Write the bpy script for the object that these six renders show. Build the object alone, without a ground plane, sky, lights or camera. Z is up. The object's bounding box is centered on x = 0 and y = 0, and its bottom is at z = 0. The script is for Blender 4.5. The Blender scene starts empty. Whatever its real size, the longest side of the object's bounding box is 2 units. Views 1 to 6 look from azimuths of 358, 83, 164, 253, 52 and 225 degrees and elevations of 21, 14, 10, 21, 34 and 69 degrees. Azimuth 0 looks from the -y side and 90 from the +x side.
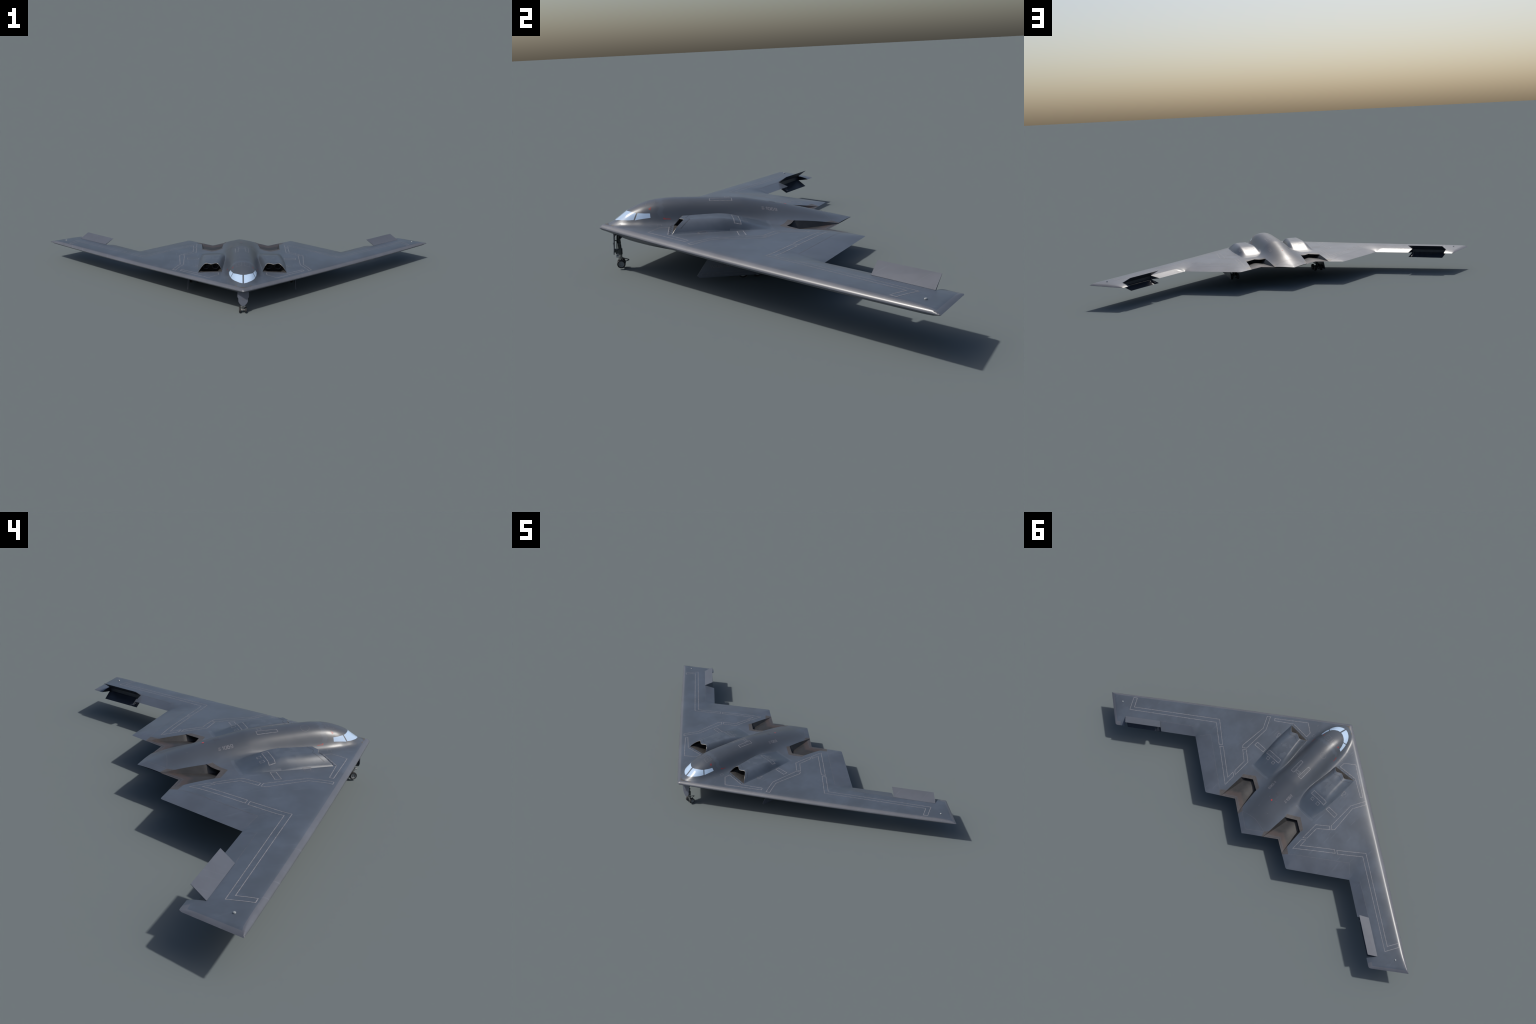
import numpy as np

# ------------------------------------------------------------------ plan form
NOSE, TIP, TIPR = (0.0, -0.4065), (1.0, 0.3050), (0.8555, 0.4098)
NOTCH, WPT, INNER, TAIL = (0.5203, 0.1752), (0.2718, 0.3441), (0.1454, 0.2666), (0.0, 0.3668)


def line_d(x, y, a, b):
    """signed distance to the line a-b, positive on its left side"""
    ax, ay = a; bx, by = b
    l = np.hypot(bx - ax, by - ay)
    return ((bx - ax) * (y - ay) - (by - ay) * (x - ax)) / l


def seg_d(x, y, a, b):
    ax, ay = a; bx, by = b
    dx, dy = bx - ax, by - ay
    t = np.clip(((x - ax) * dx + (y - ay) * dy) / (dx * dx + dy * dy), 0, 1)
    return np.hypot(x - ax - t * dx, y - ay - t * dy)


def smin(a, b, k):
    k = np.maximum(k, 1e-7)
    h = np.maximum(k - np.abs(a - b), 0) / k
    return np.minimum(a, b) - h * h * k * 0.25


def smax(a, b, k):
    return -smin(-a, -b, k)


def sstep(t):
    t = np.clip(t, 0, 1)
    return t * t * (3 - 2 * t)


def curve(xs, ys):
    """monotone cubic through control points"""
    xs = np.array(xs, float); ys = np.array(ys, float)
    h = np.diff(xs); s = np.diff(ys) / h
    m = np.zeros_like(ys)
    m[1:-1] = np.where(s[:-1] * s[1:] > 0, 2 * s[:-1] * s[1:] / np.where(s[:-1] + s[1:] == 0, 1, s[:-1] + s[1:]), 0)
    m[0], m[-1] = s[0], s[-1]

    def f(x):
        x = np.clip(x, xs[0], xs[-1])
        i = np.clip(np.searchsorted(xs, x) - 1, 0, len(h) - 1)
        t = (x - xs[i]) / h[i]
        return ((1 + 2 * t) * (1 - t) ** 2 * ys[i] + t * (1 - t) ** 2 * h[i] * m[i]
                + t * t * (3 - 2 * t) * ys[i + 1] + t * t * (t - 1) * h[i] * m[i + 1])
    return f


CREST = curve([-.41, -.39, -.3749, -.3558, -.3375, -.3195, -.291, -.2617, -.2269, -.1925, -.1524, -.0984, -.0348, .0234, .0582, .099, .158, .217, .277, .337, .3668],
              [.110, .1285, .1390, .1488, .1613, .1738, .1866, .1957, .2017, .2030, .2014, .198, .194, .189, .182, .173, .1588, .1432, .1254, .109, .1013])
HUMP_W = curve([-.378, -.372, -.36, -.34, -.32, -.30, -.27, -.22, -.1, .05, .2, .37],
               [.004, .016, .0305, .0425, .0492, .0535, .0595, .0630, .0645, .0670, .070, .072])
NAC_A = curve([-.21, -.14, -.09, -.055, -.03, -.01, .01, .04, .07, .095],
              [.0340, .0340, .0338, .0330, .0303, .0260, .0207, .0118, .0042, .0])
NAC_OUT = curve([-.21, -.19, -.1, 0, .09], [.2110, .2105, .2120, .2060, .198])


def d_le(x, y):
    return np.maximum(line_d(x, y, NOSE, TIP) + le_bow(x), 0)


def le_bow(x):
    """the leading edge is very slightly convex"""
    return .0034 * np.sin(np.pi * np.clip(x, 0, 1)) ** .8


def d_tip(x, y):
    return np.maximum(line_d(x, y, TIP, TIPR), 0)


def d_te(x, y):
    a = seg_d(x, y, TIPR, NOTCH); b = seg_d(x, y, NOTCH, WPT)
    c = seg_d(x, y, WPT, INNER); d = seg_d(x, y, INNER, TAIL)
    bc = smin(b, c, .6 * np.maximum(b, c))
    m = seg_d(-x, y, INNER, TAIL)                      # the other half: rounds off the tail ridge
    d = smin(d, m, .5 * np.maximum(d, m))
    return np.minimum(np.minimum(a, bc), d)


def le_drop(x): return .0048 * np.sin(np.pi * np.clip(x, 0, 1)) ** .8
def z_le(x): return .1270 - .0222 * x - le_drop(x)
def z_te(x): return .1010 - .004 * np.clip((x - .52) / .337, 0, 1)


def z_tip(x): return .0970 + .0078 * np.clip((x - .857) / .143, 0, 1)
def bevel(d, r): return 1 - (1 - np.minimum(d / r, 1)) ** 2     # rounded-off bevel
def quarter(d, r): return np.sqrt(np.maximum(1 - (1 - np.minimum(d / r, 1)) ** 2, 0))


def wing_top(x, y):
    dl, dt, dp = d_le(x, y), d_te(x, y), d_tip(x, y)
    k = np.minimum(np.minimum(dl, dt), dp)
    a = z_le(x) + .0025 * quarter(dl, .004) + .0066 * bevel(dl, .0231) + .0105 * (1 - np.exp(-dl / .040))
    inner = .032 * (1 - np.exp(-dt / .14)) + .010 * dt
    outer = (.0240 - .017 * np.clip(x - .5, 0, .5)) * (1 - np.exp(-dt / .046)) + .010 * dt + .022 * np.maximum(dt - .07, 0)
    b = z_te(x) + inner + (outer - inner) * sstep((x - .46) / .12)
    c = z_tip(x) + .005 * bevel(dp, .020) + .19 * dp
    return smin(smin(a, b, np.minimum(.5 * k, .005)), c, np.minimum(.5 * k, .006))


def wing_bottom(x, y):
    dl, dt, dp = d_le(x, y), d_te(x, y), d_tip(x, y)
    k = np.minimum(np.minimum(dl, dt), dp)
    a = z_le(x) - .0042 * quarter(dl, .006) - .008 * (1 - np.exp(-dl / .025)) - .13 * dl
    b = z_te(x) - .020 * (1 - np.exp(-dt / .12))
    c = z_tip(x) - .002 * bevel(dp, .010) - .12 * dp
    z = smax(smax(a, b, np.minimum(.5 * k, .008)), c, np.minimum(.5 * k, .006))
    return z - .029 * np.exp(-(x / .27) ** 2) * sstep(dl / .095) * sstep(dt / .24)


def hump(x, y):
    """spine: squarish canopy section in front, melting into a broad ridge behind"""
    s = np.abs(x) / HUMP_W(y)
    q0 = (1 - .30 * np.minimum(s, 1.5) ** 2) * .5 * (1 - np.tanh((s - 1.08) / .30)) / (.5 * (1 + np.tanh(1.08 / .3)))
    q1 = .5 * (1 + np.cos(np.pi * np.minimum(np.abs(x) / .130, 1)))
    q = q0 + (q1 - q0) * sstep((y + .06) / .26)
    return np.maximum(CREST(y) - wing_top(0 * x, y), 0) * q


def body_top(x, y):
    x = np.abs(x)
    return wing_top(x, y) + hump(x, y)


def nacelle_rise(x, y):
    x = np.abs(x)
    xi = .0955 - .021 * sstep((y + .183) / .2) + 2 * np.maximum(-.1843 - y, 0)
    xo = NAC_OUT(y)
    u = np.clip((x - xi) / .029, 0, 1); v = np.clip((xo - x) / (.043 - .010 * sstep((y + .1) / .1)), 0, 1)
    u = 1 - (1 - u) ** 2; v = 1 - (1 - v) ** 2
    dip = 1 - .05 * np.exp(-((x - .1495) / .014) ** 2) * sstep((-.10 - y) / .06)
    return NAC_A(y) * u * v * dip


def skin_top(x, y):
    x = np.abs(x)
    n, h = nacelle_rise(x, y), hump(x, y)
    k = np.minimum((.011 + .020 * sstep((y + .12) / .10)) * sstep((y + .183) / .05), .98 * np.maximum(n, h))
    return wing_top(x, y) + smax(h, n, k)

# =================================================================== BUILD
import bpy
import math
from mathutils import Vector
from mathutils.geometry import delaunay_2d_cdt

SC = bpy.context.scene


# ------------------------------------------------------------------ materials
def new_mat(name):
    m = bpy.data.materials.new(name)
    m.use_nodes = True
    nt = m.node_tree
    b = nt.nodes["Principled BSDF"]
    return m, nt, b


def nd(nt, kind, **kw):
    n = nt.nodes.new(kind)
    for k, v in kw.items():
        if k in n.inputs:
            n.inputs[k].default_value = v
        else:
            setattr(n, k, v)
    return n


def mth(nt, op, a, b=None, c=None, clamp=False):
    n = nt.nodes.new("ShaderNodeMath")
    n.operation = op
    n.use_clamp = clamp
    for i, v in enumerate((a, b, c)):
        if v is None:
            continue
        if isinstance(v, (int, float)):
            n.inputs[i].default_value = v
        else:
            nt.links.new(v, n.inputs[i])
    return n.outputs[0]


def mix(nt, fac, a, b, mode="MIX"):
    n = nt.nodes.new("ShaderNodeMix")
    n.data_type = "RGBA"
    n.blend_type = mode
    for sock, v in ((n.inputs["Factor"], fac), (n.inputs["A"], a), (n.inputs["B"], b)):
        if isinstance(v, (int, float)):
            sock.default_value = v
        elif isinstance(v, tuple):
            sock.default_value = (*v, 1)
        else:
            nt.links.new(v, sock)
    return n.outputs["Result"]


def ramp01(nt, v, lo, hi):
    n = nt.nodes.new("ShaderNodeMapRange")
    n.interpolation_type = "SMOOTHSTEP"
    n.inputs["From Min"].default_value = lo
    n.inputs["From Max"].default_value = hi
    nt.links.new(v, n.inputs["Value"])
    return n.outputs["Result"]


def box_mask(nt, ax, y, x0, x1, y0, y1, s=.002):
    a = mth(nt, "MULTIPLY", ramp01(nt, ax, x0 - s, x0 + s), ramp01(nt, ax, x1 + s, x1 - s))
    b = mth(nt, "MULTIPLY", ramp01(nt, y, y0 - s, y0 + s), ramp01(nt, y, y1 + s, y1 - s))
    return mth(nt, "MULTIPLY", a, b)


def noise(nt, co, scale, detail=4.0, rough=.55, stretch=None, rot=0.0):
    if stretch:
        mp = nd(nt, "ShaderNodeMapping")
        mp.inputs["Scale"].default_value = stretch
        mp.inputs["Rotation"].default_value = (0, 0, rot)
        nt.links.new(co, mp.inputs["Vector"])
        co = mp.outputs["Vector"]
    n = nd(nt, "ShaderNodeTexNoise", Scale=scale, Detail=detail, Roughness=rough)
    nt.links.new(co, n.inputs["Vector"])
    return n.outputs["Fac"]


def paint(name, base, rough=.36, centre=True, var=.14):
    """radar-absorbing paint: cloudy blue-grey with streaks; darker over the spine and nacelle decks"""
    m, nt, b = new_mat(name)
    co = nd(nt, "ShaderNodeTexCoord").outputs["Object"]
    sep = nd(nt, "ShaderNodeSeparateXYZ")
    nt.links.new(co, sep.inputs[0])
    x, y = sep.outputs["X"], sep.outputs["Y"]
    ax = mth(nt, "ABSOLUTE", x)
    big = noise(nt, co, 9.0, 5)
    fine = noise(nt, co, 46.0, 5, .65)
    col = mix(nt, ramp01(nt, big, .32, .70), tuple(c * (1 - var) for c in base),
              tuple(c * k for c, k in zip(base, (1 + var * .6, 1 + var * .75, 1 + var))))
    col = mix(nt, mth(nt, "MULTIPLY", ramp01(nt, fine, .45, .75), .30), col, tuple(c * .80 for c in base))
    # wind-blown scuffs, brushed from the leading edge backwards
    for sgn in (1, -1):
        streak = noise(nt, co, 7.0, 3, .6, (14, 1.4, 1), sgn * math.radians(28))
        side = ramp01(nt, x, -.02 * sgn, .02 * sgn) if sgn > 0 else ramp01(nt, x, .02, -.02)
        col = mix(nt, mth(nt, "MULTIPLY", mth(nt, "MULTIPLY", ramp01(nt, streak, .60, .78), side), .26),
                  col, tuple(min(1, c * 1.9 + .01) for c in base))
    if centre:
        spine = mth(nt, "MULTIPLY", ramp01(nt, ax, .110, .050), ramp01(nt, y, -.37, -.30))
        spine = mth(nt, "MULTIPLY", spine, ramp01(nt, y, .330, .250))
        col = mix(nt, mth(nt, "MULTIPLY", spine, .70), col, (base[0] * .78, base[1] * .72, base[2] * .68))
        # zig-zag band of fresh sealant behind the canopy
        zz = mth(nt, "PINGPONG", mth(nt, "ADD", ax, .004), .009)
        yb = mth(nt, "ADD", y, mth(nt, "MULTIPLY", zz, .8))
        band = mth(nt, "MULTIPLY", ramp01(nt, yb, -.226, -.221), ramp01(nt, yb, -.205, -.210))
        band = mth(nt, "MULTIPLY", band, ramp01(nt, ax, .072, .062))
        col = mix(nt, mth(nt, "MULTIPLY", band, .5), col, tuple(c * 1.15 for c in base))
        # dark deck behind each nacelle, pale seam, mottled access panels
        deck = box_mask(nt, ax, y, .095, .204, .002, .086)
        col = mix(nt, mth(nt, "MULTIPLY", deck, .42), col, (base[0] * .66, base[1] * .76, base[2] * .84))
        seam = box_mask(nt, ax, y, .096, .203, .087, .097, .001)
        col = mix(nt, mth(nt, "MULTIPLY", seam, .35), col, tuple(c * 1.35 for c in base))
        aft = box_mask(nt, ax, y, .092, .206, .098, .16, .003)
        col = mix(nt, mth(nt, "MULTIPLY", aft, .25), col, (base[0] * 1.05, base[1] * .95, base[2] * .9))
        vor = nd(nt, "ShaderNodeTexVoronoi", Scale=38.0)
        vor.distance = "MANHATTAN"
        nt.links.new(co, vor.inputs["Vector"])
        vs = nd(nt, "ShaderNodeSeparateColor")
        nt.links.new(vor.outputs["Color"], vs.inputs[0])
        mot = mth(nt, "MULTIPLY", box_mask(nt, ax, y, .112, .188, -.10, -.025, .006), ramp01(nt, vs.outputs[0], .45, .55))
        col = mix(nt, mth(nt, "MULTIPLY", mot, .6), col, (base[0] * 1.25, base[1] * 1.22, base[2] * 1.18))
    nt.links.new(col, b.inputs["Base Color"])
    rv = mth(nt, "ADD", mth(nt, "MULTIPLY", mth(nt, "SUBTRACT", big, .5), .12), rough)
    nt.links.new(rv, b.inputs["Roughness"])
    b.inputs["Specular IOR Level"].default_value = .5
    return m


def plain(name, base, rough=.5, metal=0.0, var=.2, scale=60.0, spec=.5):
    m, nt, b = new_mat(name)
    co = nd(nt, "ShaderNodeTexCoord").outputs["Object"]
    n = noise(nt, co, scale, 4)
    col = mix(nt, ramp01(nt, n, .3, .7), tuple(c * (1 - var) for c in base), tuple(min(1, c * (1 + var)) for c in base))
    nt.links.new(col, b.inputs["Base Color"])
    b.inputs["Roughness"].default_value = rough
    b.inputs["Metallic"].default_value = metal
    b.inputs["Specular IOR Level"].default_value = spec
    return m


def exhaust_metal(name):
    """heat-stained bare floor: grey metal going red-brown towards the trailing edge"""
    m, nt, b = new_mat(name)
    co = nd(nt, "ShaderNodeTexCoord").outputs["Object"]
    sep = nd(nt, "ShaderNodeSeparateXYZ")
    nt.links.new(co, sep.inputs[0])
    dx = mth(nt, "ABSOLUTE", mth(nt, "SUBTRACT", mth(nt, "ABSOLUTE", sep.outputs["X"]), .1454))
    t = mth(nt, "SUBTRACT", sep.outputs["Y"], mth(nt, "MULTIPLY", dx, .62))   # follows the notch
    n = noise(nt, co, 70.0, 5, .6)
    t2 = mth(nt, "ADD", t, mth(nt, "MULTIPLY", mth(nt, "SUBTRACT", n, .5), .016))
    col = mix(nt, ramp01(nt, n, .3, .7), (.032, .031, .031), (.040, .039, .038))
    col = mix(nt, mth(nt, "MULTIPLY", ramp01(nt, t2, .218, .236), .7), col, (.074, .055, .050))
    col = mix(nt, ramp01(nt, t2, .246, .256), col, (.070, .066, .069))
    nt.links.new(col, b.inputs["Base Color"])
    b.inputs["Roughness"].default_value = .45
    b.inputs["Metallic"].default_value = .2
    return m


GREY = (.072, .087, .110)
M_SKIN = paint("blue_grey_paint", GREY)
M_EDGE = paint("leading_edge_paint", (.102, .109, .128), .33, False, .07)
M_CTRL = paint("control_surface_paint", (.074, .087, .110), .34, False, .10)
M_FLAP = paint("drag_rudder_paint", (.082, .091, .112), .36, False, .06)
M_BELLY = paint("belly_paint", (.070, .080, .105), .45, False, .10)
M_FRAME = plain("heat_tile_brown", (.066, .061, .060), .5, 0, .14, 90)
M_TROUGH = exhaust_metal("heat_stained_metal")
M_GLASS = plain("pale_blue_glass", (.39, .51, .67), .16, 0, .02, 8, .6)
M_LINE = plain("marking_grey", (.200, .200, .216), .45, 0, .22, 120)
M_LINE_F = plain("faint_marking_grey", (.130, .132, .150), .45, 0, .2, 120)
M_TEXT = plain("lettering_grey", (.155, .155, .172), .45, 0, .12, 120)
M_PATCH = plain("spine_patch", (.060, .066, .080), .42, 0, .1)
M_SEAM = plain("dark_seam", (.034, .036, .044), .5, 0, .1)
M_RED = plain("signal_red", (.22, .03, .032), .4, 0, .1)
M_BEACON = plain("beacon_red", (.50, .05, .05), .3, 0, .05)
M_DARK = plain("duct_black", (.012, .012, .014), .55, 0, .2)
M_NAVY = plain("bay_navy", (.022, .027, .040), .45, 0, .2)
M_FAN = plain("fan_metal", (.11, .12, .14), .4, .6, .1)
M_DUCT = plain("duct_floor_paint", (.046, .045, .045), .75, 0, .15, 80, .15)
M_LIPEDGE = plain("worn_lip_metal", (.20, .195, .19), .35, .3, .15, 150)
M_GEAR = plain("gear_green_grey", (.075, .085, .085), .45, .2, .15)
M_CHROME = plain("oleo_metal", (.45, .44, .42), .25, .8, .1)
M_TYRE = plain("tyre_rubber", (.018, .018, .019), .75, 0, .2)
M_RIM = plain("wheel_rim", (.20, .21, .22), .4, .3, .1)
M_DOOR = paint("gear_door_paint", (.085, .095, .120), .4, False, .08)
M_BROWN = plain("nose_sensor_brown", (.085, .078, .068), .5, 0, .1)

# ------------------------------------------------------------------ object helpers
ROOT = bpy.data.objects.new("stealth_bomber", None)
SC.collection.objects.link(ROOT)
ROOT["label"] = "dark blue-grey flying-wing jet bomber with open drag rudders"
ROOT["category"] = "bomber aircraft"


def obj(name, mesh, parent=ROOT):
    o = bpy.data.objects.new(name, mesh)
    SC.collection.objects.link(o)
    o.parent = parent
    return o


def mesh_of(name, verts, faces, mat, smooth=True, normals=None, angle=None):
    me = bpy.data.meshes.new(name)
    me.from_pydata([tuple(map(float, v)) for v in verts], [], [tuple(map(int, f)) for f in faces])
    me.update()
    me.materials.append(mat)
    me.polygons.foreach_set("use_smooth", [smooth] * len(me.polygons))
    if normals is not None:
        me.normals_split_custom_set_from_vertices([tuple(map(float, n)) for n in normals])
    elif angle is not None:
        me.set_sharp_from_angle(angle=math.radians(angle))
    return me


def part(name, verts, faces, mat, parent=ROOT, smooth=True, normals=None, angle=30):
    return obj(name, mesh_of(name, verts, faces, mat, smooth, normals, angle), parent)


class Geo:
    """collects boxes, tubes, discs into one mesh"""
    def __init__(self):
        self.v, self.f = [], []

    def add(self, v, f):
        o = len(self.v)
        self.v += [tuple(p) for p in v]
        self.f += [tuple(i + o for i in q) for q in f]

    def tube(self, a, b, r0, r1=None, n=14, caps=True):
        a, b = Vector(a), Vector(b)
        r1 = r0 if r1 is None else r1
        d = (b - a).normalized()
        s = d.orthogonal().normalized(); t = d.cross(s)
        v = []
        for p, r in ((a, r0), (b, r1)):
            v += [p + (s * math.cos(k * 2 * math.pi / n) + t * math.sin(k * 2 * math.pi / n)) * r for k in range(n)]
        f = [(k, (k + 1) % n, n + (k + 1) % n, n + k) for k in range(n)]
        if caps:
            f += [tuple(range(n))[::-1], tuple(range(n, 2 * n))]
        self.add(v, f)

    def box(self, c, s):
        cx, cy, cz = c; sx, sy, sz = (k / 2 for k in s)
        v = [(cx + i * sx, cy + j * sy, cz + k * sz) for i in (-1, 1) for j in (-1, 1) for k in (-1, 1)]
        self.add(v, [(0, 1, 3, 2), (4, 6, 7, 5), (0, 4, 5, 1), (2, 3, 7, 6), (0, 2, 6, 4), (1, 5, 7, 3)])

    def plate(self, outline, d):
        """flat polygon (3D points) pushed along vector d"""
        n = len(outline)
        v = [Vector(p) for p in outline] + [Vector(p) + Vector(d) for p in outline]
        self.add(v, [tuple(range(n)), tuple(range(n, 2 * n))[::-1]] + [(k, k + n, (k + 1) % n + n, (k + 1) % n) for k in range(n)])

    def lathe(self, c, axis, prof, n=28, closed=False):
        """profile [(radius, offset along axis)] turned about axis through c"""
        c, d = Vector(c), Vector(axis).normalized()
        s = d.orthogonal().normalized(); t = d.cross(s)
        v = []
        for r, h in prof:
            v += [c + d * h + (s * math.cos(k * 2 * math.pi / n) + t * math.sin(k * 2 * math.pi / n)) * r for k in range(n)]
        m = len(prof)
        f = [(i * n + k, i * n + (k + 1) % n, ((i + 1) % m) * n + (k + 1) % n, ((i + 1) % m) * n + k)
             for i in range(m if closed else m - 1) for k in range(n)]
        self.add(v, f)

    def make(self, name, mat, parent=ROOT, angle=35):
        return part(name, self.v, self.f, mat, parent, True, None, angle)


# ------------------------------------------------------------------ plan regions (right half, mirrored later)
def rounded(prev, p, nxt, r, n=4):
    p = np.array(p); a = np.array(prev) - p; b = np.array(nxt) - p
    a = p + a / np.linalg.norm(a) * r; b = p + b / np.linalg.norm(b) * r
    return [tuple((1 - t) ** 2 * a + 2 * t * (1 - t) * p + t * t * b) for t in np.linspace(0, 1, n)]


def on_te(x):
    for a, b in ((TAIL, INNER), (INNER, WPT), (WPT, NOTCH), (NOTCH, TIPR)):
        if min(a[0], b[0]) <= x <= max(a[0], b[0]):
            return (x, a[1] + (b[1] - a[1]) * (x - a[0]) / (b[0] - a[0]))


LIP = [(.0957, -.1843), (.1010, -.1760), (.1085, -.1665), (.1165, -.1590), (.1246, -.1555), (.1330, -.1595), (.1420, -.1645), (.1489, -.1668),
       (.1560, -.1640), (.1650, -.1590), (.1743, -.1555), (.1840, -.1625), (.1935, -.1725), (.2030, -.1835), (.2105, -.1923)]
E1, E2, E3 = (.0967, .1704), (.1484, .1407), (.1989, .1720)
E4, E5 = on_te(.0860), on_te(.2050)
F1, F2, F3 = (.0935, .1525), (.1505, .1190), (.2025, .1550)
HI, HO = (.7044, .2445), (.8496, .3463)
CI, CO = on_te(.6635), on_te(.8170)
EV = (.5600, .1475)
TF0, TF1, TF2 = (.4677, .1186), (.2310, .2870), on_te(.2110)
IP0, IP1, IP2 = (.0885, .2680), (.0735, .2890), on_te(.0800)
BT = (.0, .3408)
LE_DIR = np.array(TIP) - np.array(NOSE)
LE_LEN = float(np.linalg.norm(LE_DIR)); LE_DIR = LE_DIR / LE_LEN
LE_N = np.array([-LE_DIR[1], LE_DIR[0]])


def le_point(s, d):
    """point at distance s along and d behind the bowed leading edge"""
    p = np.array(NOSE) + LE_DIR * s
    return tuple(p + LE_N * (d - float(le_bow(p[0]))))


LE_S = np.linspace(0, LE_LEN, 121)
LE_CURVE = [NOSE] + [le_point(t, 0) for t in LE_S[1:-1]] + [TIP]


def band_w(t): return .0145 - .0015 * t

B1 = (.9815, .3030)
BAND = [(0.0, -.3885)] + [le_point(t, band_w(t)) for t in LE_S[2:-3]]
TB1, TB2, TB3 = (.8615, .3915), (.8460, .3810), on_te(.8370)
TIPR_R = rounded(TIP, TIPR, NOTCH, .010)
WPT_R = rounded(NOTCH, WPT, INNER, .007)
NAC_Y = np.linspace(-.1923, .095, 40)
NAC_SIDE = [(float(NAC_OUT(v)), float(v)) for v in NAC_Y[1:]]



def spline(pts, n=4):
    """Catmull-Rom through the points, ends kept"""
    P = [np.array(p) for p in pts]
    P = [2 * P[0] - P[1]] + P + [2 * P[-1] - P[-2]]
    out = []
    for a, b, c, d in zip(P[:-3], P[1:-2], P[2:-1], P[3:]):
        for t in np.arange(n) / n:
            out.append(tuple(.5 * (2 * b + (c - a) * t + (2 * a - 5 * b + 4 * c - d) * t * t + (3 * b - a - 3 * c + d) * t ** 3)))
    return out + [tuple(P[-2])]


POLY = {
    "leading_edge": LE_CURVE + [B1] + BAND[::-1],
    "wing_tip_edge": [B1, TIP] + TIPR_R + [TB3, TB2, TB1],
    "cavity": [HI, HO, CO, CI],
    "elevon": [EV, HI, CI, NOTCH],
    "trailing_flap": [NOTCH, TF0, TF1, TF2] + WPT_R[::-1],
    "tail_flap": [BT, IP1, IP2, TAIL],
    "mouth": LIP,
    "exhaust": [E1, E2, E3, E5, INNER, E4],
    "exhaust_frame": [F1, F2, F3, E3, E2, E1],
    "exhaust_patch_out": [E5, TF2, TF1, (.2035, .2640)],
    "exhaust_patch_in": [E4, IP2, IP1, IP0],
    "nacelle": LIP + NAC_SIDE + [(.0955, .095), (.0955, -.05)],
    "window_front": spline([(.0036, -.3193), (.0120, -.3177), (.0215, -.3132), (.0320, -.3060), (.0400, -.2983), (.0446, -.2914)]) +
                    spline([(.0565, -.3004), (.0500, -.3190), (.0375, -.3375), (.0200, -.3508), (.0110, -.3545), (.0036, -.3565)]),
    "window_side": spline([(.0468, -.2873), (.0530, -.2705), (.0571, -.2509)]) + spline([(.0652, -.2504), (.0628, -.2740), (.0584, -.2962)]),
}
ORDER = ["cavity", "mouth", "exhaust", "exhaust_frame", "exhaust_patch_out", "exhaust_patch_in", "window_front", "window_side",
         "leading_edge", "wing_tip_edge", "elevon", "trailing_flap", "tail_flap", "nacelle"]
OUTLINE = LE_CURVE + TIPR_R + [TB3, CO, CI, NOTCH] + WPT_R + [TF2, E5, INNER, E4, IP2, TAIL]


def inside(poly, px, py):
    c = np.zeros(len(px), bool)
    n = len(poly)
    for i in range(n):
        x0, y0 = poly[i]; x1, y1 = poly[(i + 1) % n]
        if y0 == y1:
            continue
        hit = ((y0 > py) != (y1 > py)) & (px < (x1 - x0) * (py - y0) / (y1 - y0) + x0)
        c ^= hit
    return c


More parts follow.
